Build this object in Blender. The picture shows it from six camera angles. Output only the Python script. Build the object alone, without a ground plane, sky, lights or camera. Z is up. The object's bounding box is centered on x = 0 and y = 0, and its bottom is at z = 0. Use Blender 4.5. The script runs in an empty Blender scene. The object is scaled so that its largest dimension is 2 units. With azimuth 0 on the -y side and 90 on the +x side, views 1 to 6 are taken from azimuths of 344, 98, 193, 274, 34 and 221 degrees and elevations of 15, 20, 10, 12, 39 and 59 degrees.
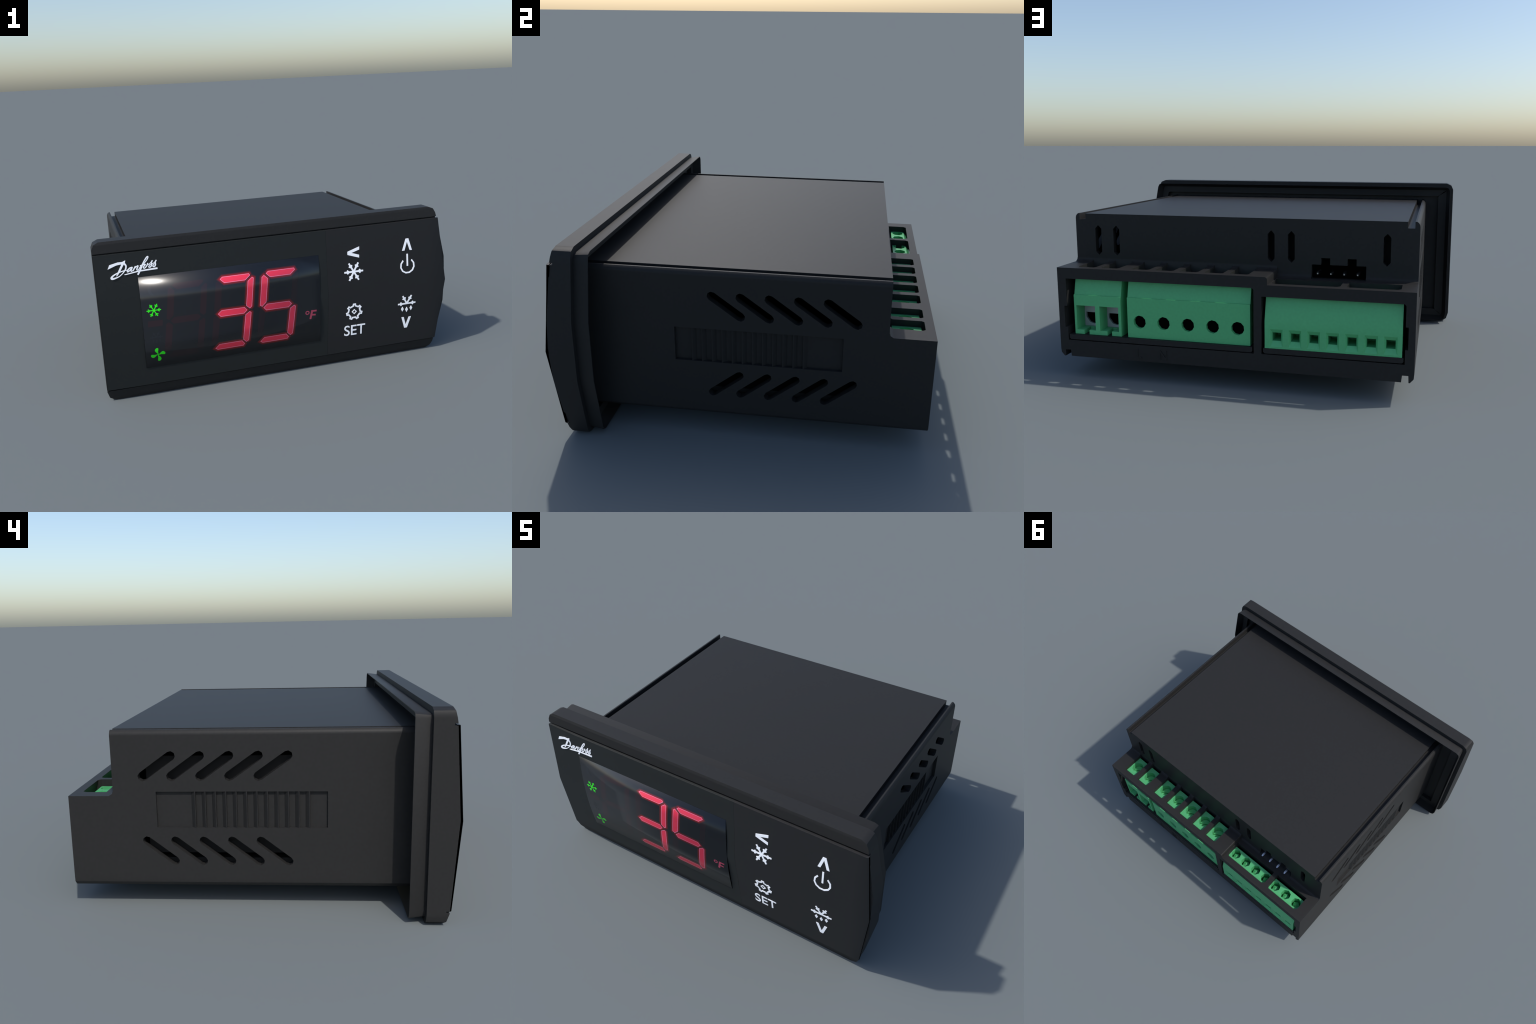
import bpy, bmesh, math
from mathutils import Vector, Matrix

# ------------------------------------------------------------------ materials
def material(name, color, rough=0.5, spec=0.5, metallic=0.0, grain=0.0, emit=None, emit_strength=0.0):
    m = bpy.data.materials.new(name)
    m.use_nodes = True
    nt = m.node_tree
    b = nt.nodes["Principled BSDF"]
    b.inputs["Roughness"].default_value = rough
    b.inputs["Specular IOR Level"].default_value = spec
    b.inputs["Metallic"].default_value = metallic
    c = (color[0], color[1], color[2], 1.0)
    b.inputs["Base Color"].default_value = c
    if grain > 0.0:
        tc = nt.nodes.new("ShaderNodeTexCoord")
        no = nt.nodes.new("ShaderNodeTexNoise")
        no.inputs["Scale"].default_value = 90.0
        no.inputs["Detail"].default_value = 3.0
        ramp = nt.nodes.new("ShaderNodeValToRGB")
        ramp.color_ramp.elements[0].position = 0.3
        ramp.color_ramp.elements[1].position = 0.7
        ramp.color_ramp.elements[0].color = tuple(v * (1 - grain) for v in color) + (1,)
        ramp.color_ramp.elements[1].color = tuple(v * (1 + grain) for v in color) + (1,)
        nt.links.new(tc.outputs["Object"], no.inputs["Vector"])
        nt.links.new(no.outputs["Fac"], ramp.inputs["Fac"])
        nt.links.new(ramp.outputs["Color"], b.inputs["Base Color"])
    if emit is not None:
        b.inputs["Emission Color"].default_value = (emit[0], emit[1], emit[2], 1.0)
        b.inputs["Emission Strength"].default_value = emit_strength
    return m

PLASTIC   = material("black_abs_plastic", (0.0235, 0.0232, 0.0230), 0.50, 0.16, grain=0.06)
BEZEL     = material("bezel_plastic", (0.0240, 0.0237, 0.0235), 0.50, 0.16, grain=0.06)
FILM_L    = material("display_film", (0.0195, 0.0220, 0.0220), 0.50, 0.25, grain=0.04)
FILM_R    = material("button_film", (0.0220, 0.0220, 0.0230), 0.50, 0.25, grain=0.04)
EDGE      = material("film_edge_black", (0.0, 0.0, 0.0), 0.9, 0.0)
SCREEN    = material("smoked_screen", (0.0125, 0.0147, 0.0190), 0.21, 0.5)
GREEN     = material("terminal_green", (0.090, 0.44, 0.180), 0.42, 0.45, grain=0.04)
METAL     = material("clamp_metal", (0.42, 0.42, 0.45), 0.45, 0.5, metallic=0.35)
PIN       = material("pin_metal", (0.75, 0.75, 0.78), 0.25, 0.5, metallic=1.0)
VOID      = material("socket_black", (0.002, 0.002, 0.002), 0.9, 0.0)
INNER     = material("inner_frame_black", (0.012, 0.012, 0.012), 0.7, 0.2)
WHITE     = material("white_print", (0.90, 0.92, 0.97), 0.5, 0.3, emit=(0.90, 0.93, 1.0), emit_strength=0.20)  # slight emission brings the white key symbols and the logo up to the brightness seen in the picture
LED_RED   = material("led_red", (0.92, 0.045, 0.095), 0.21, 0.5, emit=(1.0, 0.05, 0.10), emit_strength=0.05)
LED_RIM   = material("led_rim", (0.92, 0.26, 0.42), 0.21, 0.5, emit=(1.0, 0.28, 0.42), emit_strength=0.08)
LED_UNIT  = material("led_unit_red", (0.66, 0.085, 0.15), 0.21, 0.5, emit=(1.0, 0.10, 0.15), emit_strength=0.05)
LED_GREEN = material("led_green", (0.035, 0.80, 0.018), 0.21, 0.5, emit=(0.02, 1.0, 0.01), emit_strength=0.05)
GHOST_RED = material("led_off_red", (0.0235, 0.0138, 0.0182), 0.21, 0.5)
GHOST_SYM = material("led_off_symbol", (0.0150, 0.0185, 0.0245), 0.21, 0.5)
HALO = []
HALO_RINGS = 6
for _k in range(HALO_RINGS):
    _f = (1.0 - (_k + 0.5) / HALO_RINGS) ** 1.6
    HALO.append(material("painted_led_glow", (0.0130 + 0.36 * _f, 0.0150 * (1 - 0.4 * _f), 0.0190 * (1 - 0.4 * _f)), 0.21, 0.5,  # light spill around lit segments, drawn as rings of fading red colour
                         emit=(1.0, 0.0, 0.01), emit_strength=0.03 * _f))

# ------------------------------------------------------------------ helpers
ROOT = bpy.data.objects.new("temperature_controller", None)
bpy.context.scene.collection.objects.link(ROOT)
ROOT["label"] = "black panel thermostat with red digit display and green terminals"
ROOT["category"] = "temperature controller"

def link(obj, parent=ROOT):
    bpy.context.scene.collection.objects.link(obj)
    if parent is not None:
        obj.parent = parent
    return obj

def make(name, verts, faces, mats, parent=ROOT, smooth=35.0, fix=True):
    me = bpy.data.meshes.new(name)
    me.from_pydata([tuple(v) for v in verts], [], [tuple(f) for f in faces])
    if fix:
        bm = bmesh.new(); bm.from_mesh(me)
        bmesh.ops.recalc_face_normals(bm, faces=bm.faces)
        bm.to_mesh(me); bm.free()
    for m in (mats if isinstance(mats, (list, tuple)) else [mats]):
        me.materials.append(m)
    if smooth:
        me.shade_smooth(); me.set_sharp_from_angle(angle=math.radians(smooth))
    return link(bpy.data.objects.new(name, me), parent)

def prism_data(poly, axis, lo, hi):
    """polygon in the two other axes (in xyz order) swept along axis"""
    n = len(poly)
    def pt(p, h):
        return {"x": (h, p[0], p[1]), "y": (p[0], h, p[1]), "z": (p[0], p[1], h)}[axis]
    v = [pt(p, lo) for p in poly] + [pt(p, hi) for p in poly]
    f = [list(range(n)), list(range(2 * n - 1, n - 1, -1))]
    f += [[i, (i + 1) % n, n + (i + 1) % n, n + i] for i in range(n)]
    return v, f

def box_data(x0, x1, y0, y1, z0, z1):
    return prism_data([(x0, z0), (x1, z0), (x1, z1), (x0, z1)], "y", y0, y1)

def merge(parts):
    V, F = [], []
    for v, f in parts:
        o = len(V)
        V += list(v)
        F += [[i + o for i in q] for q in f]
    return V, F

def prism(name, poly, axis, lo, hi, mat, parent=ROOT, smooth=35.0):
    return make(name, *prism_data(poly, axis, lo, hi), mat, parent, smooth)

def boolean(obj, parts, op="DIFFERENCE"):
    v, f = merge(parts)
    c = make("cutter", v, f, obj.data.materials[0], None, smooth=None)
    md = obj.modifiers.new("cut", "BOOLEAN")
    md.operation = op; md.solver = "EXACT"; md.object = c
    bpy.context.view_layer.update()
    dg = bpy.context.evaluated_depsgraph_get()
    me = bpy.data.meshes.new_from_object(obj.evaluated_get(dg))
    obj.modifiers.clear()
    old = obj.data; obj.data = me
    bpy.data.meshes.remove(old)
    cm = c.data
    bpy.data.objects.remove(c); bpy.data.meshes.remove(cm)
    return obj

def finish(obj, angle=35.0):
    obj.data.shade_smooth(); obj.data.set_sharp_from_angle(angle=math.radians(angle))

def weighted(obj, angle=35.0):
    finish(obj, angle)
    md = obj.modifiers.new("wn", "WEIGHTED_NORMAL")
    md.keep_sharp = True; md.weight = 100
    bpy.context.view_layer.update()
    me = bpy.data.meshes.new_from_object(obj.evaluated_get(bpy.context.evaluated_depsgraph_get()))
    obj.modifiers.clear()
    old = obj.data; obj.data = me
    bpy.data.meshes.remove(old)

def ngon(cx, cy, r, n, phase=0.0):
    return [(cx + r * math.cos(phase + 2 * math.pi * i / n), cy + r * math.sin(phase + 2 * math.pi * i / n)) for i in range(n)]

def capsule(a, b, w):
    """slot outline with faceted round ends from a to b"""
    a, b = Vector(a), Vector(b)
    d = (b - a).normalized(); ang = math.atan2(d.y, d.x); r = w / 2
    out = []
    for c, base in ((b, ang - math.pi / 2), (a, ang + math.pi / 2)):
        for k in range(5):
            t = base + math.pi * k / 4
            out.append((c.x + r * math.cos(t), c.y + r * math.sin(t)))
    return out

def inset(poly, d):
    """shrink a counter-clockwise convex outline by d"""
    n = len(poly); out = []
    for i in range(n):
        p, q, s = Vector(poly[i - 1]), Vector(poly[i]), Vector(poly[(i + 1) % n])
        e1, e2 = (q - p).normalized(), (s - q).normalized()
        n1, n2 = Vector((-e1.y, e1.x)), Vector((-e2.y, e2.x))
        m = (n1 + n2) / (1 + n1.dot(n2))
        out.append(tuple(q + m * d))
    return out

# ------------------------------------------------------------------ housing
def housing_section():
    """right half of the x-z cross-section, mirrored: grooves along all four long edges"""
    half = [(0.787, 0.1005), (0.7895, 0.131), (0.817, 0.131), (0.8185, 0.0995), (0.824, 0.0995), (0.840, 0.117),
            (0.842, 0.14), (0.842, 0.752), (0.840, 0.7615), (0.835, 0.769), (0.828, 0.7745), (0.820, 0.7745), (0.820, 0.744), (0.788, 0.744), (0.788, 0.7735)]
    return [(x * 0.999 + 0.0022, z) for x, z in half + [(-x, z) for x, z in reversed(half)]]

Y_FACE, Y_REAR = 0.604, 0.796
Z_STEP_HI, Z_STEP_LO = 0.534, 0.4975
housing = prism("housing", housing_section(), "y", -0.705, Y_REAR, PLASTIC)
def step_cut(x0, x1, z):
    return prism_data([(Y_FACE, 0.95), (Y_FACE, z + 0.021), (Y_FACE + 0.005, z + 0.009), (Y_FACE + 0.019, z), (0.95, z), (0.95, 0.95)], "x", x0, x1)
boolean(housing, [step_cut(-0.95, 0.95, Z_STEP_HI)])
boolean(housing, [prism_data([(-0.95, Z_STEP_LO), (-0.190, Z_STEP_LO), (-0.190, 0.524), (-0.1865, 0.5308), (-0.179, 0.5345), (-0.179, 0.60), (-0.95, 0.60)], "y", Y_FACE + 0.019, 0.95),
                  ])
boolean(housing, [step_cut(-0.95, -0.1905, Z_STEP_LO)])
# hollow inside
boolean(housing, [box_data(-0.806, 0.808, -0.60, 0.574, 0.136, 0.738)])
# two terminal bays, each with a latch pocket in its outer wall
boolean(housing, [prism_data([(-0.127, 0.180), (0.800, 0.180), (0.800, 0.482), (-0.118, 0.482), (-0.127, 0.475)], "y", 0.45, 0.9),
                  prism_data([(-0.797, 0.180), (-0.163, 0.180), (-0.163, 0.445), (-0.790, 0.445), (-0.797, 0.438)], "y", 0.45, 0.9)])
boolean(housing, [box_data(0.79, 0.814, 0.62, 0.9, 0.245, 0.348), box_data(-0.8095, -0.79, 0.62, 0.9, 0.245, 0.345)])
# screwdriver slots in the two steps
def slot_plan(x0, x1, y0, y1, c=0.010):
    return [(x0, y0), (x1, y0), (x1, y1 - c), (x1 - c * 0.8, y1), (x0 + c * 0.8, y1), (x0, y1 - c)]
SLOT_X = [0.710, 0.590, 0.436, 0.315, 0.194, 0.073, -0.048]
boolean(housing, [prism_data(slot_plan(x - 0.045, x + 0.045, 0.607, 0.757), "z", 0.40, 0.64) for x in SLOT_X])
boolean(housing, [prism_data(slot_plan(-0.508, -0.197, 0.652, 0.757, 0.016), "z", 0.38, 0.53),
                  prism_data(slot_plan(-0.772, -0.537, 0.652, 0.757, 0.016), "z", 0.38, 0.53)])
# the roof lip is undercut behind each slot
def undercut(x0, x1, z0, z1):
    return prism_data([(0.75, z1), (0.7568, z1), (0.769, z0 - 0.002), (0.75, z0 - 0.002)], "x", x0, x1)
boolean(housing, [undercut(x - 0.044, x + 0.044, 0.482, 0.528) for x in SLOT_X])
boolean(housing, [undercut(-0.498, -0.207, 0.445, 0.491), undercut(-0.762, -0.547, 0.445, 0.491)])
# vents in the upper rear wall, and the pin socket
def rear_vent(x):
    return [(x, 0.568), (x + 0.0165, 0.585), (x + 0.0165, 0.700), (x, 0.717), (x - 0.0165, 0.700), (x - 0.0165, 0.585)]
boolean(housing, [prism_data(rear_vent(x), "y", 0.5, 0.7) for x in (0.7232, 0.6263, -0.1605, -0.2568, -0.697)])
SOCKET = [(-0.605, 0.4985), (-0.353, 0.4985), (-0.353, 0.5645), (-0.398, 0.5645), (-0.398, 0.596), (-0.4395, 0.596), (-0.4395, 0.5645),
          (-0.5195, 0.5645), (-0.5195, 0.596), (-0.561, 0.596), (-0.561, 0.5645), (-0.605, 0.5645)]
boolean(housing, [prism_data(SOCKET, "y", 0.55, 0.70)])
# side vents and ribbed grips
for s in (-1, 1):
    cuts = []
    for i in range(5):
        o = -0.1203 * i
        cuts.append(prism_data(capsule((0.476 + o, 0.580), (0.355 + o, 0.667), 0.040), "x", s * 0.75, s * 0.9))
        cuts.append(prism_data(capsule((0.353 + o, 0.213), (0.470 + o, 0.303), 0.037), "x", s * 0.75, s * 0.9))
    boolean(housing, cuts)
    boolean(housing, [box_data(min(s * 0.826, s * 0.9), max(s * 0.826, s * 0.9), -0.2895, 0.4230, 0.3600, 0.5155)])
weighted(housing, 33)

for s in (-1, 1):
    parts = []
    for i in range(12):
        y = 0.2596 - 0.0431 * i
        parts.append(prism_data([(s * 0.8235, y + 0.0195), (s * 0.8405, y + 0.0010), (s * 0.8405, y - 0.0018), (s * 0.8235, y - 0.0030)], "z", 0.3595, 0.5160))
    r0 = None
    for v, f in parts:
        if r0 is None or True:
            o = make("grip_rib", v, f, PLASTIC, housing, 20)

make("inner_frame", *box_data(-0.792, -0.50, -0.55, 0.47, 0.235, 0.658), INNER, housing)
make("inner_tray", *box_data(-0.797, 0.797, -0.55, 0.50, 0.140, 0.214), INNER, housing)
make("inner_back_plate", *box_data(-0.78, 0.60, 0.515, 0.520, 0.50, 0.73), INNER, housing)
make("socket_black_plate", *merge([box_data(-0.612, -0.346, 0.548, 0.552, 0.49, 0.605)]), VOID, housing)
for i in range(4):
    x = -0.3863 - 0.061 * i
    v = []
    pin_sec = [(x - 0.006, 0.522), (x + 0.006, 0.522), (x + 0.006, 0.534), (x - 0.006, 0.534)]
    tip = [(x - 0.003, 0.525), (x + 0.003, 0.525), (x + 0.003, 0.531), (x - 0.003, 0.531)]
    v = [(a, 0.552, b) for a, b in pin_sec] + [(a, 0.620, b) for a, b in pin_sec] + [(a, 0.630, b) for a, b in tip]
    f = [[0, 1, 2, 3], [8, 9, 10, 11]]
    for k in (0, 4):
        f += [[k + j, k + (j + 1) % 4, k + 4 + (j + 1) % 4, k + 4 + j] for j in range(4)]
    make("connector_pin", v, f, PIN, housing)

# ledges closing the bays
def ledge(x0, x1):
    z0, z1, c = 0.1845, 0.2085, 0.007
    return [(x0 + c, z0), (x1 - c, z0), (x1, z0 + c), (x1, z1), (x0, z1), (x0, z0 + c)]
prism("terminal_ledge", ledge(-0.1195, 0.794), "y", 0.60, 0.7952, PLASTIC, housing)
prism("terminal_ledge", ledge(-0.7915, -0.1705), "y", 0.60, 0.7952, PLASTIC, housing)
# black plate behind the terminal blocks
make("bay_black_plate", *box_data(-0.80, 0.80, 0.535, 0.545, 0.15, 0.47), VOID, housing)

# raised letters on the rear
def rear_text(ch, x_left, x_right, z0, z1):
    cu = bpy.data.curves.new("letter", "FONT")
    cu.body = ch; cu.extrude = 0.02
    ob = link(bpy.data.objects.new("letter_mark", cu), None)
    bpy.context.view_layer.update()
    me = bpy.data.meshes.new_from_object(ob.evaluated_get(bpy.context.evaluated_depsgraph_get()))
    bpy.data.objects.remove(ob)
    xs = [v.co.x for v in me.vertices]; ys = [v.co.y for v in me.vertices]
    ax, bx, ay, by = min(xs), max(xs), min(ys), max(ys)
    for v in me.vertices:
        t = (v.co.x - ax) / (bx - ax); h = (v.co.y - ay) / (by - ay)
        v.co = (x_left + t * (x_right - x_left), Y_REAR + (0.0030 if v.co.z > 0 else -0.004), z0 + h * (z1 - z0))
    me.materials.clear(); me.materials.append(PLASTIC)
    return link(bpy.data.objects.new("letter_mark", me), housing)
rear_text("L", 0.4450, 0.4200, 0.1170, 0.1620)
rear_text("N", 0.3290, 0.2940, 0.1150, 0.1610)

# ------------------------------------------------------------------ terminal blocks
def big_block(name, x0, x1):
    prof = [(0.622, 0.2095), (0.780, 0.2095), (0.780, 0.4015), (0.7735, 0.4015), (0.7560, 0.474), (0.746, 0.504), (0.622, 0.504)]
    return prism(name, prof, "x", x0, x1, GREEN, housing)

def screws(block, xs, y, ztop, r, n, depth, kind):
    boolean(block, [prism_data(ngon(x, y, r, n, 0.3), "z", ztop - depth, ztop + 0.05) for x in xs])
    for x in xs:
        if kind == "slot":
            o = prism("clamp_screw", ngon(x, y, r * 0.93, 16), "z", ztop - depth - 0.01, ztop - depth * 0.45, GREEN, block)
            a = 0.5; d = Vector((math.cos(a), math.sin(a))); p = Vector((-d.y, d.x)); c = Vector((x, y))
            q = [c + d * r * 1.2 + p * 0.003, c - d * r * 1.2 + p * 0.003, c - d * r * 1.2 - p * 0.003, c + d * r * 1.2 - p * 0.003]
            boolean(o, [prism_data([tuple(k) for k in q], "z", ztop - depth * 0.45 - 0.012, ztop + 0.02)])
            finish(o)
        else:
            m = 5
            ring = ngon(x, y, r * 0.72, m, 0.9)
            z0, z1 = ztop - depth - 0.01, ztop - depth * 0.45
            v = [(a, b, z0) for a, b in ring] + [(a, b, z1) for a, b in ring] + [(x, y, z1 + 0.014)]
            f = [list(range(m))] + [[i, (i + 1) % m, m + (i + 1) % m, m + i] for i in range(m)] + [[m + i, m + (i + 1) % m, 2 * m] for i in range(m)]
            make("clamp_screw", v, f, GREEN, block, 20)

two = big_block("terminal_block", 0.5285, 0.771)
boolean(two, [box_data(0.662, 0.760, 0.676, 0.9, 0.231, 0.350), box_data(0.5415, 0.6395, 0.676, 0.9, 0.231, 0.350)])
boolean(two, [box_data(0.6965, 0.7230, 0.720, 0.9, 0.18, 0.25), box_data(0.5780, 0.6025, 0.720, 0.9, 0.18, 0.25)])
screws(two, [0.712, 0.592], 0.684, 0.504, 0.0375, 12, 0.100, "slot")
finish(two)
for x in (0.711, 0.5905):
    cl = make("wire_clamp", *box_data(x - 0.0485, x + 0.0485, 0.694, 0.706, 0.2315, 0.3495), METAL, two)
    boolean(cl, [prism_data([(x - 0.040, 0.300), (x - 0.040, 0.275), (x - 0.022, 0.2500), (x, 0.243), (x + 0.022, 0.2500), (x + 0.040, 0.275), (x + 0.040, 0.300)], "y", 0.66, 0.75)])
    make("clamp_black_plate", *box_data(x - 0.046, x + 0.046, 0.678, 0.682, 0.233, 0.345), VOID, two)

five = big_block("terminal_block", -0.1065, 0.4945)
HOLE_X = [0.4335 - 0.12025 * i for i in range(5)]
boolean(five, [prism_data(ngon(x, 0.2868, 0.0315, 10, 0.2), "y", 0.72, 0.9) for x in HOLE_X])
screws(five, SLOT_X[2:], 0.684, 0.504, 0.0375, 12, 0.100, "slot")
finish(five)
for x in HOLE_X:
    prism("wire_hole_black_plug", ngon(x, 0.2868, 0.0318, 10, 0.2), "y", 0.70, 0.762, VOID, five)

seven = prism("terminal_block", [(0.668, 0.2090), (0.793, 0.2090), (0.793, 0.3343), (0.7630, 0.444), (0.746, 0.464), (0.668, 0.464)], "x", -0.7848, -0.1775, GREEN, housing)
SQ_X = [-0.2312 - 0.0841 * i for i in range(7)]
def funnel(x):
    o, i = 0.0300, 0.0200
    a = [(x - o, 0.7945, 0.2140), (x + o, 0.7945, 0.2140), (x + o, 0.7945, 0.3010), (x - o, 0.7945, 0.3010)]
    b = [(x - i, 0.783, 0.2430), (x + i, 0.783, 0.2430), (x + i, 0.783, 0.2812), (x - i, 0.783, 0.2812)]
    return a + b, [[0, 1, 2, 3], [7, 6, 5, 4]] + [[j, (j + 1) % 4, 4 + (j + 1) % 4, 4 + j] for j in range(4)]
boolean(seven, [funnel(x) for x in SQ_X])
boolean(seven, [box_data(x - 0.020, x + 0.020, 0.68, 0.7832, 0.2430, 0.2812) for x in SQ_X])
screws(seven, SQ_X, 0.708, 0.464, 0.0320, 7, 0.085, "cone")
finish(seven, 20)

# ------------------------------------------------------------------ bezel
OUT = [(-0.962, 0.000), (0.905, 0.000), (0.934, 0.012), (0.947, 0.038), (0.9535, 0.070), (0.9988, 0.302), (0.9988, 0.575), (0.9535, 0.806), (0.947, 0.838), (0.934, 0.862), (0.905, 0.8735),
       (-0.962, 0.8735), (-0.9885, 0.8615), (-1.000, 0.836), (-1.000, 0.055), (-0.9890, 0.0180)]
bezel = prism("bezel", OUT, "y", -0.85, -0.672, BEZEL)
FRONT = [(-0.60, -0.05), (-0.7405, -0.05), (-0.7455, 0.004), (-0.7525, 0.0225), (-0.7612, 0.0600), (-0.7480, 0.0605), (-0.7480, 0.0670), (-0.7615, 0.0675), (-0.7860, 0.4380),
         (-0.7615, 0.8060), (-0.7480, 0.8065), (-0.7480, 0.8150), (-0.7612, 0.8155), (-0.7540, 0.8585), (-0.7475, 0.874), (-0.7405, 0.93), (-0.60, 0.93)]
boolean(bezel, [prism_data(FRONT, "x", -1.2, 1.2)], "INTERSECT")
boolean(bezel, [prism_data(inset(OUT, 0.030), "y", -0.705, -0.60)])
weighted(bezel, 36)
make("bezel_backing", *prism_data([(-0.965, 0.04), (0.915, 0.04), (0.955, 0.30), (0.955, 0.575), (0.915, 0.835), (-0.965, 0.835)], "y", -0.73, -0.682), PLASTIC, bezel)

# gasket: hollow flange behind the bezel, flaring slightly to a thin rim
def ring_loft(name, rows, mat, parent):
    V, F = [], []
    n = len(rows[0][0])
    for poly, y in rows:
        V += [(p[0], y, p[1]) for p in poly]
    for r in range(len(rows) - 1):
        F += [[r * n + i, r * n + (i + 1) % n, (r + 1) * n + (i + 1) % n, (r + 1) * n + i] for i in range(n)]
    return make(name, V, F, mat, parent, 32)
INNER_RECESS = [(-0.910, 0.080), (0.86, 0.080), (0.872, 0.082), (0.878, 0.086), (0.882, 0.12), (0.920, 0.302), (0.920, 0.575), (0.882, 0.77), (0.878, 0.789), (0.872, 0.794), (0.86, 0.796),
                (-0.910, 0.796), (-0.9115, 0.7955), (-0.9125, 0.794), (-0.9125, 0.082), (-0.9115, 0.0805)]
gasket = ring_loft("gasket", [(inset(OUT, 0.026), -0.690), (inset(OUT, 0.025), -0.668), (inset(OUT, 0.0165), -0.607), (inset(OUT, 0.0195), -0.6062), (inset(OUT, 0.040), -0.655), (inset(OUT, 0.054), -0.655),
                              (INNER_RECESS, -0.655),
                              (INNER_RECESS, -0.685)], BEZEL, ROOT)

# ------------------------------------------------------------------ front films
Z_MID, Z_LO, Z_HI = 0.4375, 0.0675, 0.8080
def film_y(z):
    if z < Z_MID:
        return -0.8020 + 0.0290 * (Z_MID - z) / 0.3703
    return -0.8020 + 0.0265 * (z - Z_MID) / 0.3703
def settle(x, z):
    """marks were laid out on a flat reference plane just behind the film: carry them forward to it"""
    return x * 0.9982 - 0.0019, z * 0.9982 + 0.0029

def film(name, cols, rows, hole, mat, parent, thick=0.0078):
    """cols: list of functions x(z); a sheet bent along the middle, optional hole given as (col, col, row, row)"""
    V, F, M = [], [], []
    nc, nr = len(cols), len(rows)
    for back in (0, 1):
        for z in rows:
            for c in cols:
                roll = 0.0055 if abs(c(z)) > 0.953 else 0.0
                lip = 0.001 * back if z > 0.80 else (-0.004 * back if z < 0.07 else 0.0)
                V.append((c(z), film_y(z) + roll + back * (thick + 0.004), z + lip))
    idx = lambda b, r, c: b * nc * nr + r * nc + c
    def empty(r, c):
        return r < 0 or c < 0 or r >= nr - 1 or c >= nc - 1 or (hole and hole[0] <= c < hole[1] and hole[2] <= r < hole[3])
    for r in range(nr - 1):
        for c in range(nc - 1):
            if empty(r, c):
                continue
            F.append([idx(0, r, c), idx(0, r, c + 1), idx(0, r + 1, c + 1), idx(0, r + 1, c)]); M.append(0)
            F.append([idx(1, r + 1, c), idx(1, r + 1, c + 1), idx(1, r, c + 1), idx(1, r, c)]); M.append(1)
            for dr, dc, a, b in ((-1, 0, (r, c), (r, c + 1)), (1, 0, (r + 1, c + 1), (r + 1, c)), (0, -1, (r + 1, c), (r, c)), (0, 1, (r, c + 1), (r + 1, c + 1))):
                if empty(r + dr, c + dc):
                    F.append([idx(0, *b), idx(0, *a), idx(1, *a), idx(1, *b)]); M.append(0 if dr else 1)
    o = make(name, V, F, [mat, EDGE], parent, 25)
    for p, m in zip(o.data.polygons, M):
        p.material_index = m
    return o

WX0, WX1, WZ0, WZ1 = -0.7840, 0.2080, 0.1680, 0.6762
K = lambda v: (lambda z: v)
front = film("front_panel", [K(-0.9965), K(-0.986), K(WX0), K(WX1), K(0.2560)], [Z_LO, WZ0, Z_MID, WZ1, Z_HI], (2, 3, 1, 3), FILM_L, ROOT)
buttons = film("button_panel", [K(0.2565), K(0.9), lambda z: 0.992 - 0.043 * abs(z - Z_MID) / 0.3703, lambda z: 1.0 - 0.043 * abs(z - Z_MID) / 0.3703], [Z_LO, Z_MID, Z_HI], None, FILM_R, ROOT)

# ------------------------------------------------------------------ display screen
ZC, ZHALF = (WZ0 + WZ1) / 2, (WZ1 - WZ0) / 2
def screen_y(z):
    t = max(-1.0, min(1.0, (z - ZC) / ZHALF))
    return -0.7852 + (0.0018 if t < 0 else 0.0) * t * t - 0.0176 * (1.0 - t * t)
def screen_normal(x, z):
    """pillowed lens: rolls over quickly at the top and bottom, gently to the sides"""
    s = 2.0 * (x - WX0) / (WX1 - WX0) - 1.0
    t = (WZ1 - z) / (WZ1 - WZ0)
    t = max(0.0, min(1.0, t))
    g = 0.10 * (1 - 2 * t) + 1.05 * max(0.0, 1 - t / 0.27) - 1.30 * max(0.0, 1 - (1 - t) / 0.30)
    return Vector((0.70 * s, -1.0, g)).normalized()

def lens_normals(obj):
    me = obj.data
    me.shade_smooth()
    me.normals_split_custom_set_from_vertices([screen_normal(v.co.x, v.co.z) for v in me.vertices])

NX, NZ = 40, 140
V, F = [], []
for j in range(NZ + 1):
    t = 0.5 - 0.5 * math.cos(math.pi * j / NZ)
    z = WZ0 + 0.0004 + t * (WZ1 - WZ0 - 0.0008)
    for i in range(NX + 1):
        V.append((WX0 + 0.0004 + (WX1 - WX0 - 0.0008) * i / NX, screen_y(z), z))
for j in range(NZ):
    for i in range(NX):
        a = j * (NX + 1) + i
        F.append([a, a + 1, a + NX + 2, a + NX + 1])
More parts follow.
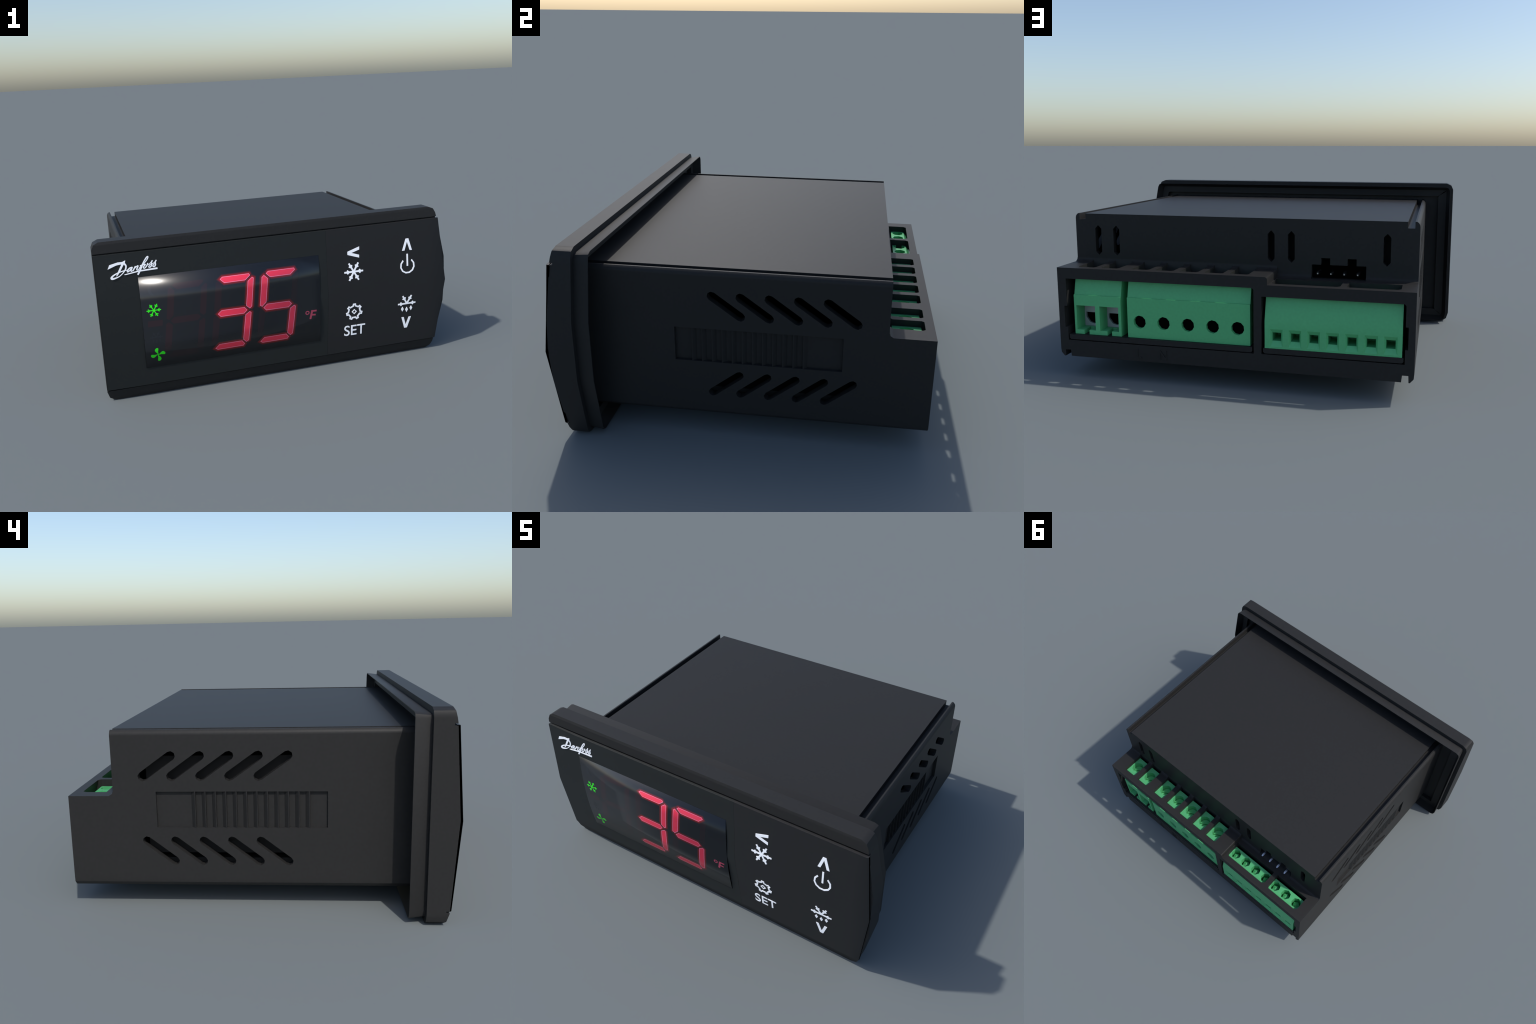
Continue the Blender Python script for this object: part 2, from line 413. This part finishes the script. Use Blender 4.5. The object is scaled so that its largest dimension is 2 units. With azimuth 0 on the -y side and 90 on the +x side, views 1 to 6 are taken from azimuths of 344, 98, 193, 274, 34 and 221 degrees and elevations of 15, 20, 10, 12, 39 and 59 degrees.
# rim that carries the lens back to the sheet behind it
edge = [i for i in range(NX + 1)] + [(j + 1) * (NX + 1) + NX for j in range(NZ)] + [NZ * (NX + 1) + i for i in range(NX - 1, -1, -1)] + [j * (NX + 1) for j in range(NZ - 1, 0, -1)]
base = len(V)
for e in edge:
    V.append((V[e][0], -0.7640, V[e][2]))
rimdup = len(V)
for e in edge:
    V.append(V[e])
n = len(edge)
nfront = len(F)
for k in range(n):
    F.append([rimdup + (k + 1) % n, rimdup + k, base + k, base + (k + 1) % n])
screen = make("display_screen", V, F, [SCREEN, EDGE], ROOT, None, fix=False)
for p in screen.data.polygons:
    if p.index >= nfront:
        p.material_index = 1
nv = []
for k, v in enumerate(screen.data.vertices):
    nv.append(screen_normal(v.co.x, v.co.z) if k < base else Vector((0, 0, 0)))
screen.data.shade_smooth()
screen.data.normals_split_custom_set_from_vertices(nv)

def lens_sheet(name, polys, mats, parent, lift, midx=None):
    """flat outlines (x, z) laid on the curved lens, finely sliced so that they follow it"""
    bm = bmesh.new()
    for k, poly in enumerate(polys):
        f = bm.faces.new([bm.verts.new((settle(*p)[0], 0.0, settle(*p)[1])) for p in poly])
        f.material_index = midx[k] if midx else 0
    z = WZ0
    while z < WZ1:
        bmesh.ops.bisect_plane(bm, geom=bm.verts[:] + bm.edges[:] + bm.faces[:], plane_co=(0, 0, z), plane_no=(0, 0, 1))
        z += 0.008
    x = WX0
    while x < WX1:
        bmesh.ops.bisect_plane(bm, geom=bm.verts[:] + bm.edges[:] + bm.faces[:], plane_co=(x, 0, 0), plane_no=(1, 0, 0))
        x += 0.02
    bmesh.ops.triangulate(bm, faces=bm.faces[:])
    for f in bm.faces:
        if f.normal.y > 0:
            f.normal_flip()
    for v in bm.verts:
        v.co.y = screen_y(v.co.z) - lift
    me = bpy.data.meshes.new(name)
    bm.to_mesh(me); bm.free()
    for m in mats:
        me.materials.append(m)
    o = link(bpy.data.objects.new(name, me), parent)
    lens_normals(o)
    return o

SEG = {
    "a": [(-0.100, 0.610), (-0.086, 0.622), (0.062, 0.6225), (0.068, 0.612), (0.040, 0.588), (-0.077, 0.5875)],
    "b": [(0.078, 0.6016), (0.087, 0.596), (0.068, 0.4384), (0.055, 0.4268), (0.0355, 0.4450), (0.053, 0.5815)],
    "c": [(0.053, 0.4117), (0.0625, 0.404), (0.0430, 0.2410), (0.0277, 0.2320), (0.0105, 0.2500), (0.0287, 0.396)],
    "d": [(-0.148, 0.2200), (-0.1235, 0.2430), (0.004, 0.2440), (0.0195, 0.2240), (0.0107, 0.2122), (-0.134, 0.2110)],
    "e": [(-0.136, 0.4150), (-0.114, 0.3960), (-0.131, 0.2630), (-0.155, 0.2400), (-0.168, 0.2480), (-0.149, 0.4040)],
    "f": [(-0.1112, 0.603), (-0.0900, 0.5825), (-0.1065, 0.4490), (-0.1310, 0.4265), (-0.1440, 0.4360), (-0.1240, 0.5927)],
    "g": [(-0.124, 0.4206), (-0.1022, 0.4392), (0.0255, 0.4385), (0.0405, 0.4208), (0.0215, 0.4030), (-0.1090, 0.4030)]}
def ccw(poly):
    a = sum(poly[i - 1][0] * poly[i][1] - poly[i][0] * poly[i - 1][1] for i in range(len(poly)))
    return poly if a > 0 else poly[::-1]
PITCH = 0.2565
for name, col, lit in (("digit", -2, ""), ("digit", -1, "abgcd"), ("digit", 0, "afgcd")):
    for key, pts in SEG.items():
        poly = ccw([(x + PITCH * col, z) for x, z in pts])
        if key in lit:
            rim = inset(poly, 0.0026)
            ring = [[poly[i], poly[(i + 1) % 6], rim[(i + 1) % 6], rim[i]] for i in range(6)]
            lens_sheet("digit_segment", [rim] + ring, [LED_RED, LED_RIM], screen, 0.00009, [0] + [1] * 6)
            polys, mi = [], []
            prev = poly
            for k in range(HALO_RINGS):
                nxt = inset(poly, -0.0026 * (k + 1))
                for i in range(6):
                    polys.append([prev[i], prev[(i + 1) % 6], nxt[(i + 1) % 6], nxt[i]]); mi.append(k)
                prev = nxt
            lens_sheet("painted_segment_glow", polys, HALO, screen, 0.00002 + 0.000007 * "abcdefg".index(key), mi)
        else:
            lens_sheet("dim_segment", [poly], [GHOST_RED], screen, 0.000015)

# ------------------------------------------------------------------ flat symbols made of strokes
def stroke_poly(p, q, w):
    p, q = Vector(p), Vector(q)
    d = (q - p).normalized(); m = Vector((-d.y, d.x)) * w / 2
    return [tuple(p + m), tuple(p - m), tuple(q - m), tuple(q + m)]

def flake(cx, cz, r, w, arms=range(6), root=0.48, tip=0.70, spread=0.24):
    out = []
    for k in arms:
        a = math.pi / 3 * k
        d = Vector((math.cos(a), math.sin(a))); m = Vector((-d.y, d.x)); c = Vector((cx, cz))
        out.append(stroke_poly(c, c + d * r, w))
        for s in (-1, 1):
            out.append(stroke_poly(c + d * r * root, c + d * r * tip + m * r * spread * s, w * 0.85))
    return out

def drops(cx, cz, s):
    out = []
    for dx, top, bot in ((-0.027, -0.0175, -0.0485), (0.0005, -0.022, -0.055), (0.0285, -0.0165, -0.047)):
        m = (top + bot) / 2
        out.append([(cx + dx * s, cz + top * s), (cx + (dx - 0.0085) * s, cz + m * s), (cx + dx * s, cz + bot * s), (cx + (dx + 0.0085) * s, cz + m * s)])
    return out

def arc_strip(cx, cz, rx, rz, a0, a1, n, w):
    out = []
    for i in range(n):
        t0, t1 = a0 + (a1 - a0) * i / n, a0 + (a1 - a0) * (i + 1) / n
        P = lambda t, s: (cx + (rx + s * w / 2) * math.cos(t), cz + (rz + s * w / 2) * math.sin(t))
        out.append([P(t0, -1), P(t0, 1), P(t1, 1), P(t1, -1)])
    return out

def film_marks(name, polys, mat, parent, lift=0.0016):
    """thin printed shapes standing on the film; each piece a hair higher than the last so none are coplanar"""
    V, F = [], []
    for k, poly in enumerate(polys):
        o = len(V); n = len(poly); h = lift + 0.00005 * (k % 24)
        poly = [settle(*p) for p in poly]
        V += [(x, film_y(z) - h, z) for x, z in poly] + [(x, film_y(z) + 0.001, z) for x, z in poly]
        F.append([o + i for i in range(n)]); F.append([o + 2 * n - 1 - i for i in range(n)])
        F += [[o + i, o + (i + 1) % n, o + n + (i + 1) % n, o + n + i] for i in range(n)]
    return make(name, V, F, mat, parent, None)

# touch key symbols
film_marks("arrow_mark", [[(0.4567, 0.6950), (0.4560, 0.6775), (0.4080, 0.6635), (0.4545, 0.6480), (0.4541, 0.6315), (0.3840, 0.6545), (0.3845, 0.6725)]], WHITE, buttons)
film_marks("arrow_mark", [[(0.7235, 0.6388), (0.7385, 0.6390), (0.7552, 0.6890), (0.7715, 0.6382), (0.7861, 0.6378), (0.7650, 0.7075), (0.7475, 0.7075)]], WHITE, buttons)
film_marks("arrow_mark", [[(0.7247, 0.2322), (0.7395, 0.2315), (0.7550, 0.1805), (0.7720, 0.2302), (0.7867, 0.2300), (0.7640, 0.1610), (0.7465, 0.1612)]], WHITE, buttons)
film_marks("snowflake_mark", flake(0.4185, 0.5545, 0.0575, 0.0095, root=0.50, tip=0.70, spread=0.17), WHITE, buttons)
film_marks("defrost_mark", flake(0.7548, 0.3170, 0.0565, 0.0090, arms=(0, 1, 2, 3), root=0.52, tip=0.72, spread=0.17) + drops(0.7548, 0.3170, 1.0), WHITE, buttons)
film_marks("power_mark", arc_strip(0.7552, 0.5475, 0.0425, 0.0415, math.radians(128), math.radians(412), 9, 0.0085) + [stroke_poly((0.7552, 0.5470), (0.7552, 0.6180), 0.0090)], WHITE, buttons)
gear, teeth = [], 7
for k in range(teeth):
    a = math.pi / 2 + 2 * math.pi * k / teeth
    for da, r in ((-0.17, 0.0515), (0.17, 0.0515), (0.27, 0.0405), (2 * math.pi / teeth - 0.27, 0.0405)):
        gear.append((0.4196 + r * math.cos(a + da), 0.3140 + r * math.sin(a + da)))
gear_in = inset(gear, 0.0085)
film_marks("gear_mark", [[gear[i], gear[(i + 1) % len(gear)], gear_in[(i + 1) % len(gear)], gear_in[i]] for i in range(len(gear))]
           + arc_strip(0.4196, 0.3145, 0.0125, 0.0125, 0, 2 * math.pi, 4, 0.0075), WHITE, buttons)

# word SET
cu = bpy.data.curves.new("word", "FONT"); cu.body = "SET"; cu.extrude = 0.02; cu.offset = 0.004
ob = link(bpy.data.objects.new("word_mark", cu), None)
bpy.context.view_layer.update()
me = bpy.data.meshes.new_from_object(ob.evaluated_get(bpy.context.evaluated_depsgraph_get()))
bpy.data.objects.remove(ob)
xs = [v.co.x for v in me.vertices]; ys = [v.co.y for v in me.vertices]
ax, bx, ay, by = min(xs), max(xs), min(ys), max(ys)
for v in me.vertices:
    z = 0.1700 + (v.co.y - ay) / (by - ay) * 0.0635
    v.co = (0.3575 + (v.co.x - ax) / (bx - ax) * 0.130, film_y(z) + (-0.0016 if v.co.z > 0 else 0.001), z)
me.materials.clear(); me.materials.append(WHITE)
link(bpy.data.objects.new("word_mark", me), buttons)

# script word mark: brush strokes of varying width, in millimetres about (-0.8, 0.72)
LOGO = [
    [(-46.5, 36.3, 10.6), (-38.1, 23.7, 9.1), (-38.5, 12.1, 8.4), (-44.3, -0.4, 6.4), (-58.0, -15.8, 4.6), (-75.9, -29.1, 4.6), (-96.1, -35.9, 7.6), (-111.2, -37.4, 11.4), (-115.9, -32.6, 11.4), (-105.0, -21.5, 7.6), (-83.0, -11.1, 6.1), (-62.9, -5.1, 5.3), (-42.9, -1.4, 4.6), (-35.4, -1.5, 4.6)],
    [(-47.6, 40.3, 12.9), (-57.5, 24.5, 11.9), (-74.8, -4.4, 9.9), (-83.8, -18.8, 6.1), (-89.8, -25.8, 3.8)],
    [(-5.5, 10.4, 4.6), (-17.8, 8.7, 5.8), (-29.3, -0.7, 7.6), (-32.5, -9.7, 7.6), (-23.1, -6.9, 5.3), (-12.1, 4.9, 6.1), (-6.2, 11.2, 6.8), (-14.7, -5.7, 6.8), (-11.4, -10.0, 5.3), (-4.1, -5.4, 3.8)],
    [(10.8, 14.6, 6.8), (-4.3, -7.7, 6.8), (0.9, -1.4, 3.8), (12.7, 10.4, 4.6), (23.7, 14.6, 6.8), (15.1, -3.1, 6.8), (22.4, -6.4, 4.6), (33.6, 7.1, 4.3), (41.9, 13.9, 4.3)],
    [(17.6, -31.6, 8.4), (29.3, -13.5, 9.4), (41.5, 9.3, 8.8), (54.5, 32.7, 6.8), (69.4, 52.7, 6.4), (77.5, 57.2, 6.1), (76.8, 50.3, 5.3), (68.8, 38.0, 4.6), (53.4, 21.9, 4.6)],
    [(32.8, 14.2, 3.8), (51.4, 17.4, 5.3), (63.1, 19.1, 3.3)],
    [(62.2, 17.7, 5.8), (52.0, 8.0, 6.4), (49.8, 1.2, 6.4), (56.5, -1.2, 5.5), (68.3, 10.7, 6.1), (74.2, 23.2, 5.8), (72.8, 17.2, 4.3), (80.3, 15.5, 3.8)],
    [(78.7, 14.9, 3.8), (92.1, 26.5, 3.8), (98.3, 34.4, 5.8), (93.0, 23.3, 6.4), (92.9, 10.8, 6.8), (85.1, 1.5, 6.8), (77.4, 1.7, 6.1), (78.8, 7.8, 4.3), (89.5, 15.1, 3.3), (103.7, 18.9, 3.3)],
    [(102.1, 18.3, 3.3), (114.6, 28.5, 3.8), (119.0, 34.3, 5.8), (113.1, 24.0, 6.4), (112.8, 9.9, 6.8), (106.6, 2.0, 6.8), (99.0, 3.0, 6.1), (100.4, 9.1, 4.3), (111.3, 18.0, 3.3)],
    [(-49.7, -23.1, 1.8), (-37.6, -22.3, 4.3), (16.3, -14.2, 6.4), (39.3, -12.4, 7.3), (121.0, -9.2, 9.4)]]
FLAG = [(-130.3, 13.4), (-119.8, 34.5), (-77.1, 43.9), (-54.7, 43.5), (-38.3, 50.1), (-41.1, 38.0), (-53.2, 29.4), (-63.4, 32.2), (-86.1, 29.6)]
def catmull(pts, sub=5):
    out = []
    P = [pts[0]] + list(pts) + [pts[-1]]
    for i in range(1, len(P) - 2):
        for k in range(sub):
            t = k / sub
            out.append(tuple(0.5 * (2 * b + (c - a) * t + (2 * a - 5 * b + 4 * c - d) * t * t + (3 * b - a - 3 * c + d) * t ** 3)
                             for a, b, c, d in zip(P[i - 1], P[i], P[i + 1], P[i + 2])))
    out.append(tuple(pts[-1]))
    return out
V, F = [], []
h = 0.0012
for st in LOGO:
    pts = catmull(st)
    o = len(V)
    for i, p in enumerate(pts):
        a, b = pts[max(i - 1, 0)], pts[min(i + 1, len(pts) - 1)]
        d = Vector((b[0] - a[0], b[1] - a[1]))
        d = d.normalized() if d.length > 1e-6 else Vector((1, 0))
        m = Vector((-d.y, d.x)) * (p[2] * 0.88) / 2
        h += 0.000004
        for q, lift in ((Vector(p[:2]) + m, h), (Vector(p[:2]) - m, h), (Vector(p[:2]) - m, -0.001), (Vector(p[:2]) + m, -0.001)):
            x, z = settle(-0.8 + q.x / 1000, 0.72 + q.y / 1000)
            V.append((x, film_y(z) - lift, z))
    for i in range(len(pts) - 1):
        for j in range(4):
            F.append([o + 4 * i + j, o + 4 * i + (j + 1) % 4, o + 4 * i + 4 + (j + 1) % 4, o + 4 * i + 4 + j])
    F.append([o, o + 1, o + 2, o + 3]); e = o + 4 * (len(pts) - 1); F.append([e + 3, e + 2, e + 1, e])
n = len(FLAG)
FLAG = [settle(-0.8 + x / 1000, 0.72 + z / 1000) for x, z in FLAG]
v2 = [(x, film_y(z) - 0.0011, z) for x, z in FLAG] + [(x, film_y(z) + 0.001, z) for x, z in FLAG]
f2 = [list(range(n)), list(range(2 * n - 1, n - 1, -1))] + [[i, (i + 1) % n, n + (i + 1) % n, n + i] for i in range(n)]
make("script_word_mark", *merge([(V, F), (v2, f2)]), WHITE, front, None)

# symbols on the lens
def lens_symbol(name, polys, mat, lift=0.00003):
    parts = []
    for k, p in enumerate(polys):
        parts.append(p)
    obs = []
    bm = bmesh.new()
    for k, poly in enumerate(polys):
        f = bm.faces.new([bm.verts.new((settle(*p)[0], 0.000004 * (k % 20), settle(*p)[1])) for p in poly])
    z = WZ0
    while z < WZ1:
        bmesh.ops.bisect_plane(bm, geom=bm.verts[:] + bm.edges[:] + bm.faces[:], plane_co=(0, 0, z), plane_no=(0, 0, 1))
        z += 0.01
    bmesh.ops.triangulate(bm, faces=bm.faces[:])
    for f in bm.faces:
        if f.normal.y > 0:
            f.normal_flip()
    for v in bm.verts:
        v.co.y = screen_y(v.co.z) - lift - v.co.y
    me = bpy.data.meshes.new(name)
    bm.to_mesh(me); bm.free()
    me.materials.append(mat)
    o = link(bpy.data.objects.new(name, me), screen)
    lens_normals(o)
    return o

lens_symbol("snowflake_light", flake(-0.7196, 0.4905, 0.0378, 0.0050, root=0.55, tip=0.80, spread=0.22), LED_GREEN)
blades = []
for k in range(4):
    a = math.radians(-3 + 90 * k)
    shape = [(0.000, 0.0015), (0.008, 0.0050), (0.015, 0.0125), (0.023, 0.0175), (0.031, 0.0165), (0.0375, 0.0105), (0.0390, 0.0030), (0.035, -0.0015), (0.027, -0.0010), (0.018, 0.0005), (0.009, -0.0010), (0.000, -0.0015)]
    blades.append([(-0.7170 + x * math.cos(a) - y * math.sin(a), 0.2380 + x * math.sin(a) + y * math.cos(a)) for x, y in shape])
lens_symbol("fan_light", blades, LED_GREEN)
lens_symbol("unit_mark", arc_strip(0.1312, 0.3520, 0.0098, 0.0092, 0, 2 * math.pi, 10, 0.0058)
            + [[(0.1425, 0.3118), (0.1540, 0.3112), (0.1660, 0.3640), (0.1540, 0.3645)], stroke_poly((0.156, 0.3590), (0.1860, 0.3582), 0.0100), stroke_poly((0.152, 0.3370), (0.1800, 0.3345), 0.0095)], LED_UNIT)
lens_symbol("dim_minus", [[(-0.756, 0.4345), (-0.678, 0.4335), (-0.6805, 0.4010), (-0.758, 0.4015)]], GHOST_RED)
lens_symbol("dim_defrost_mark", flake(-0.7190, 0.3400, 0.034, 0.0050, arms=(0, 1, 2, 3)) + drops(-0.7190, 0.3400, 0.62), GHOST_SYM)
crescent = [(-0.712 + 0.030 * math.cos(t), 0.605 + 0.036 * math.sin(t)) for t in [math.radians(100 + 16 * i) for i in range(11)]]
crescent += [(-0.700 + 0.026 * math.cos(t), 0.605 + 0.034 * math.sin(t)) for t in [math.radians(255 - 15 * i) for i in range(10)]]
lens_symbol("dim_moon_mark", [crescent], GHOST_SYM)
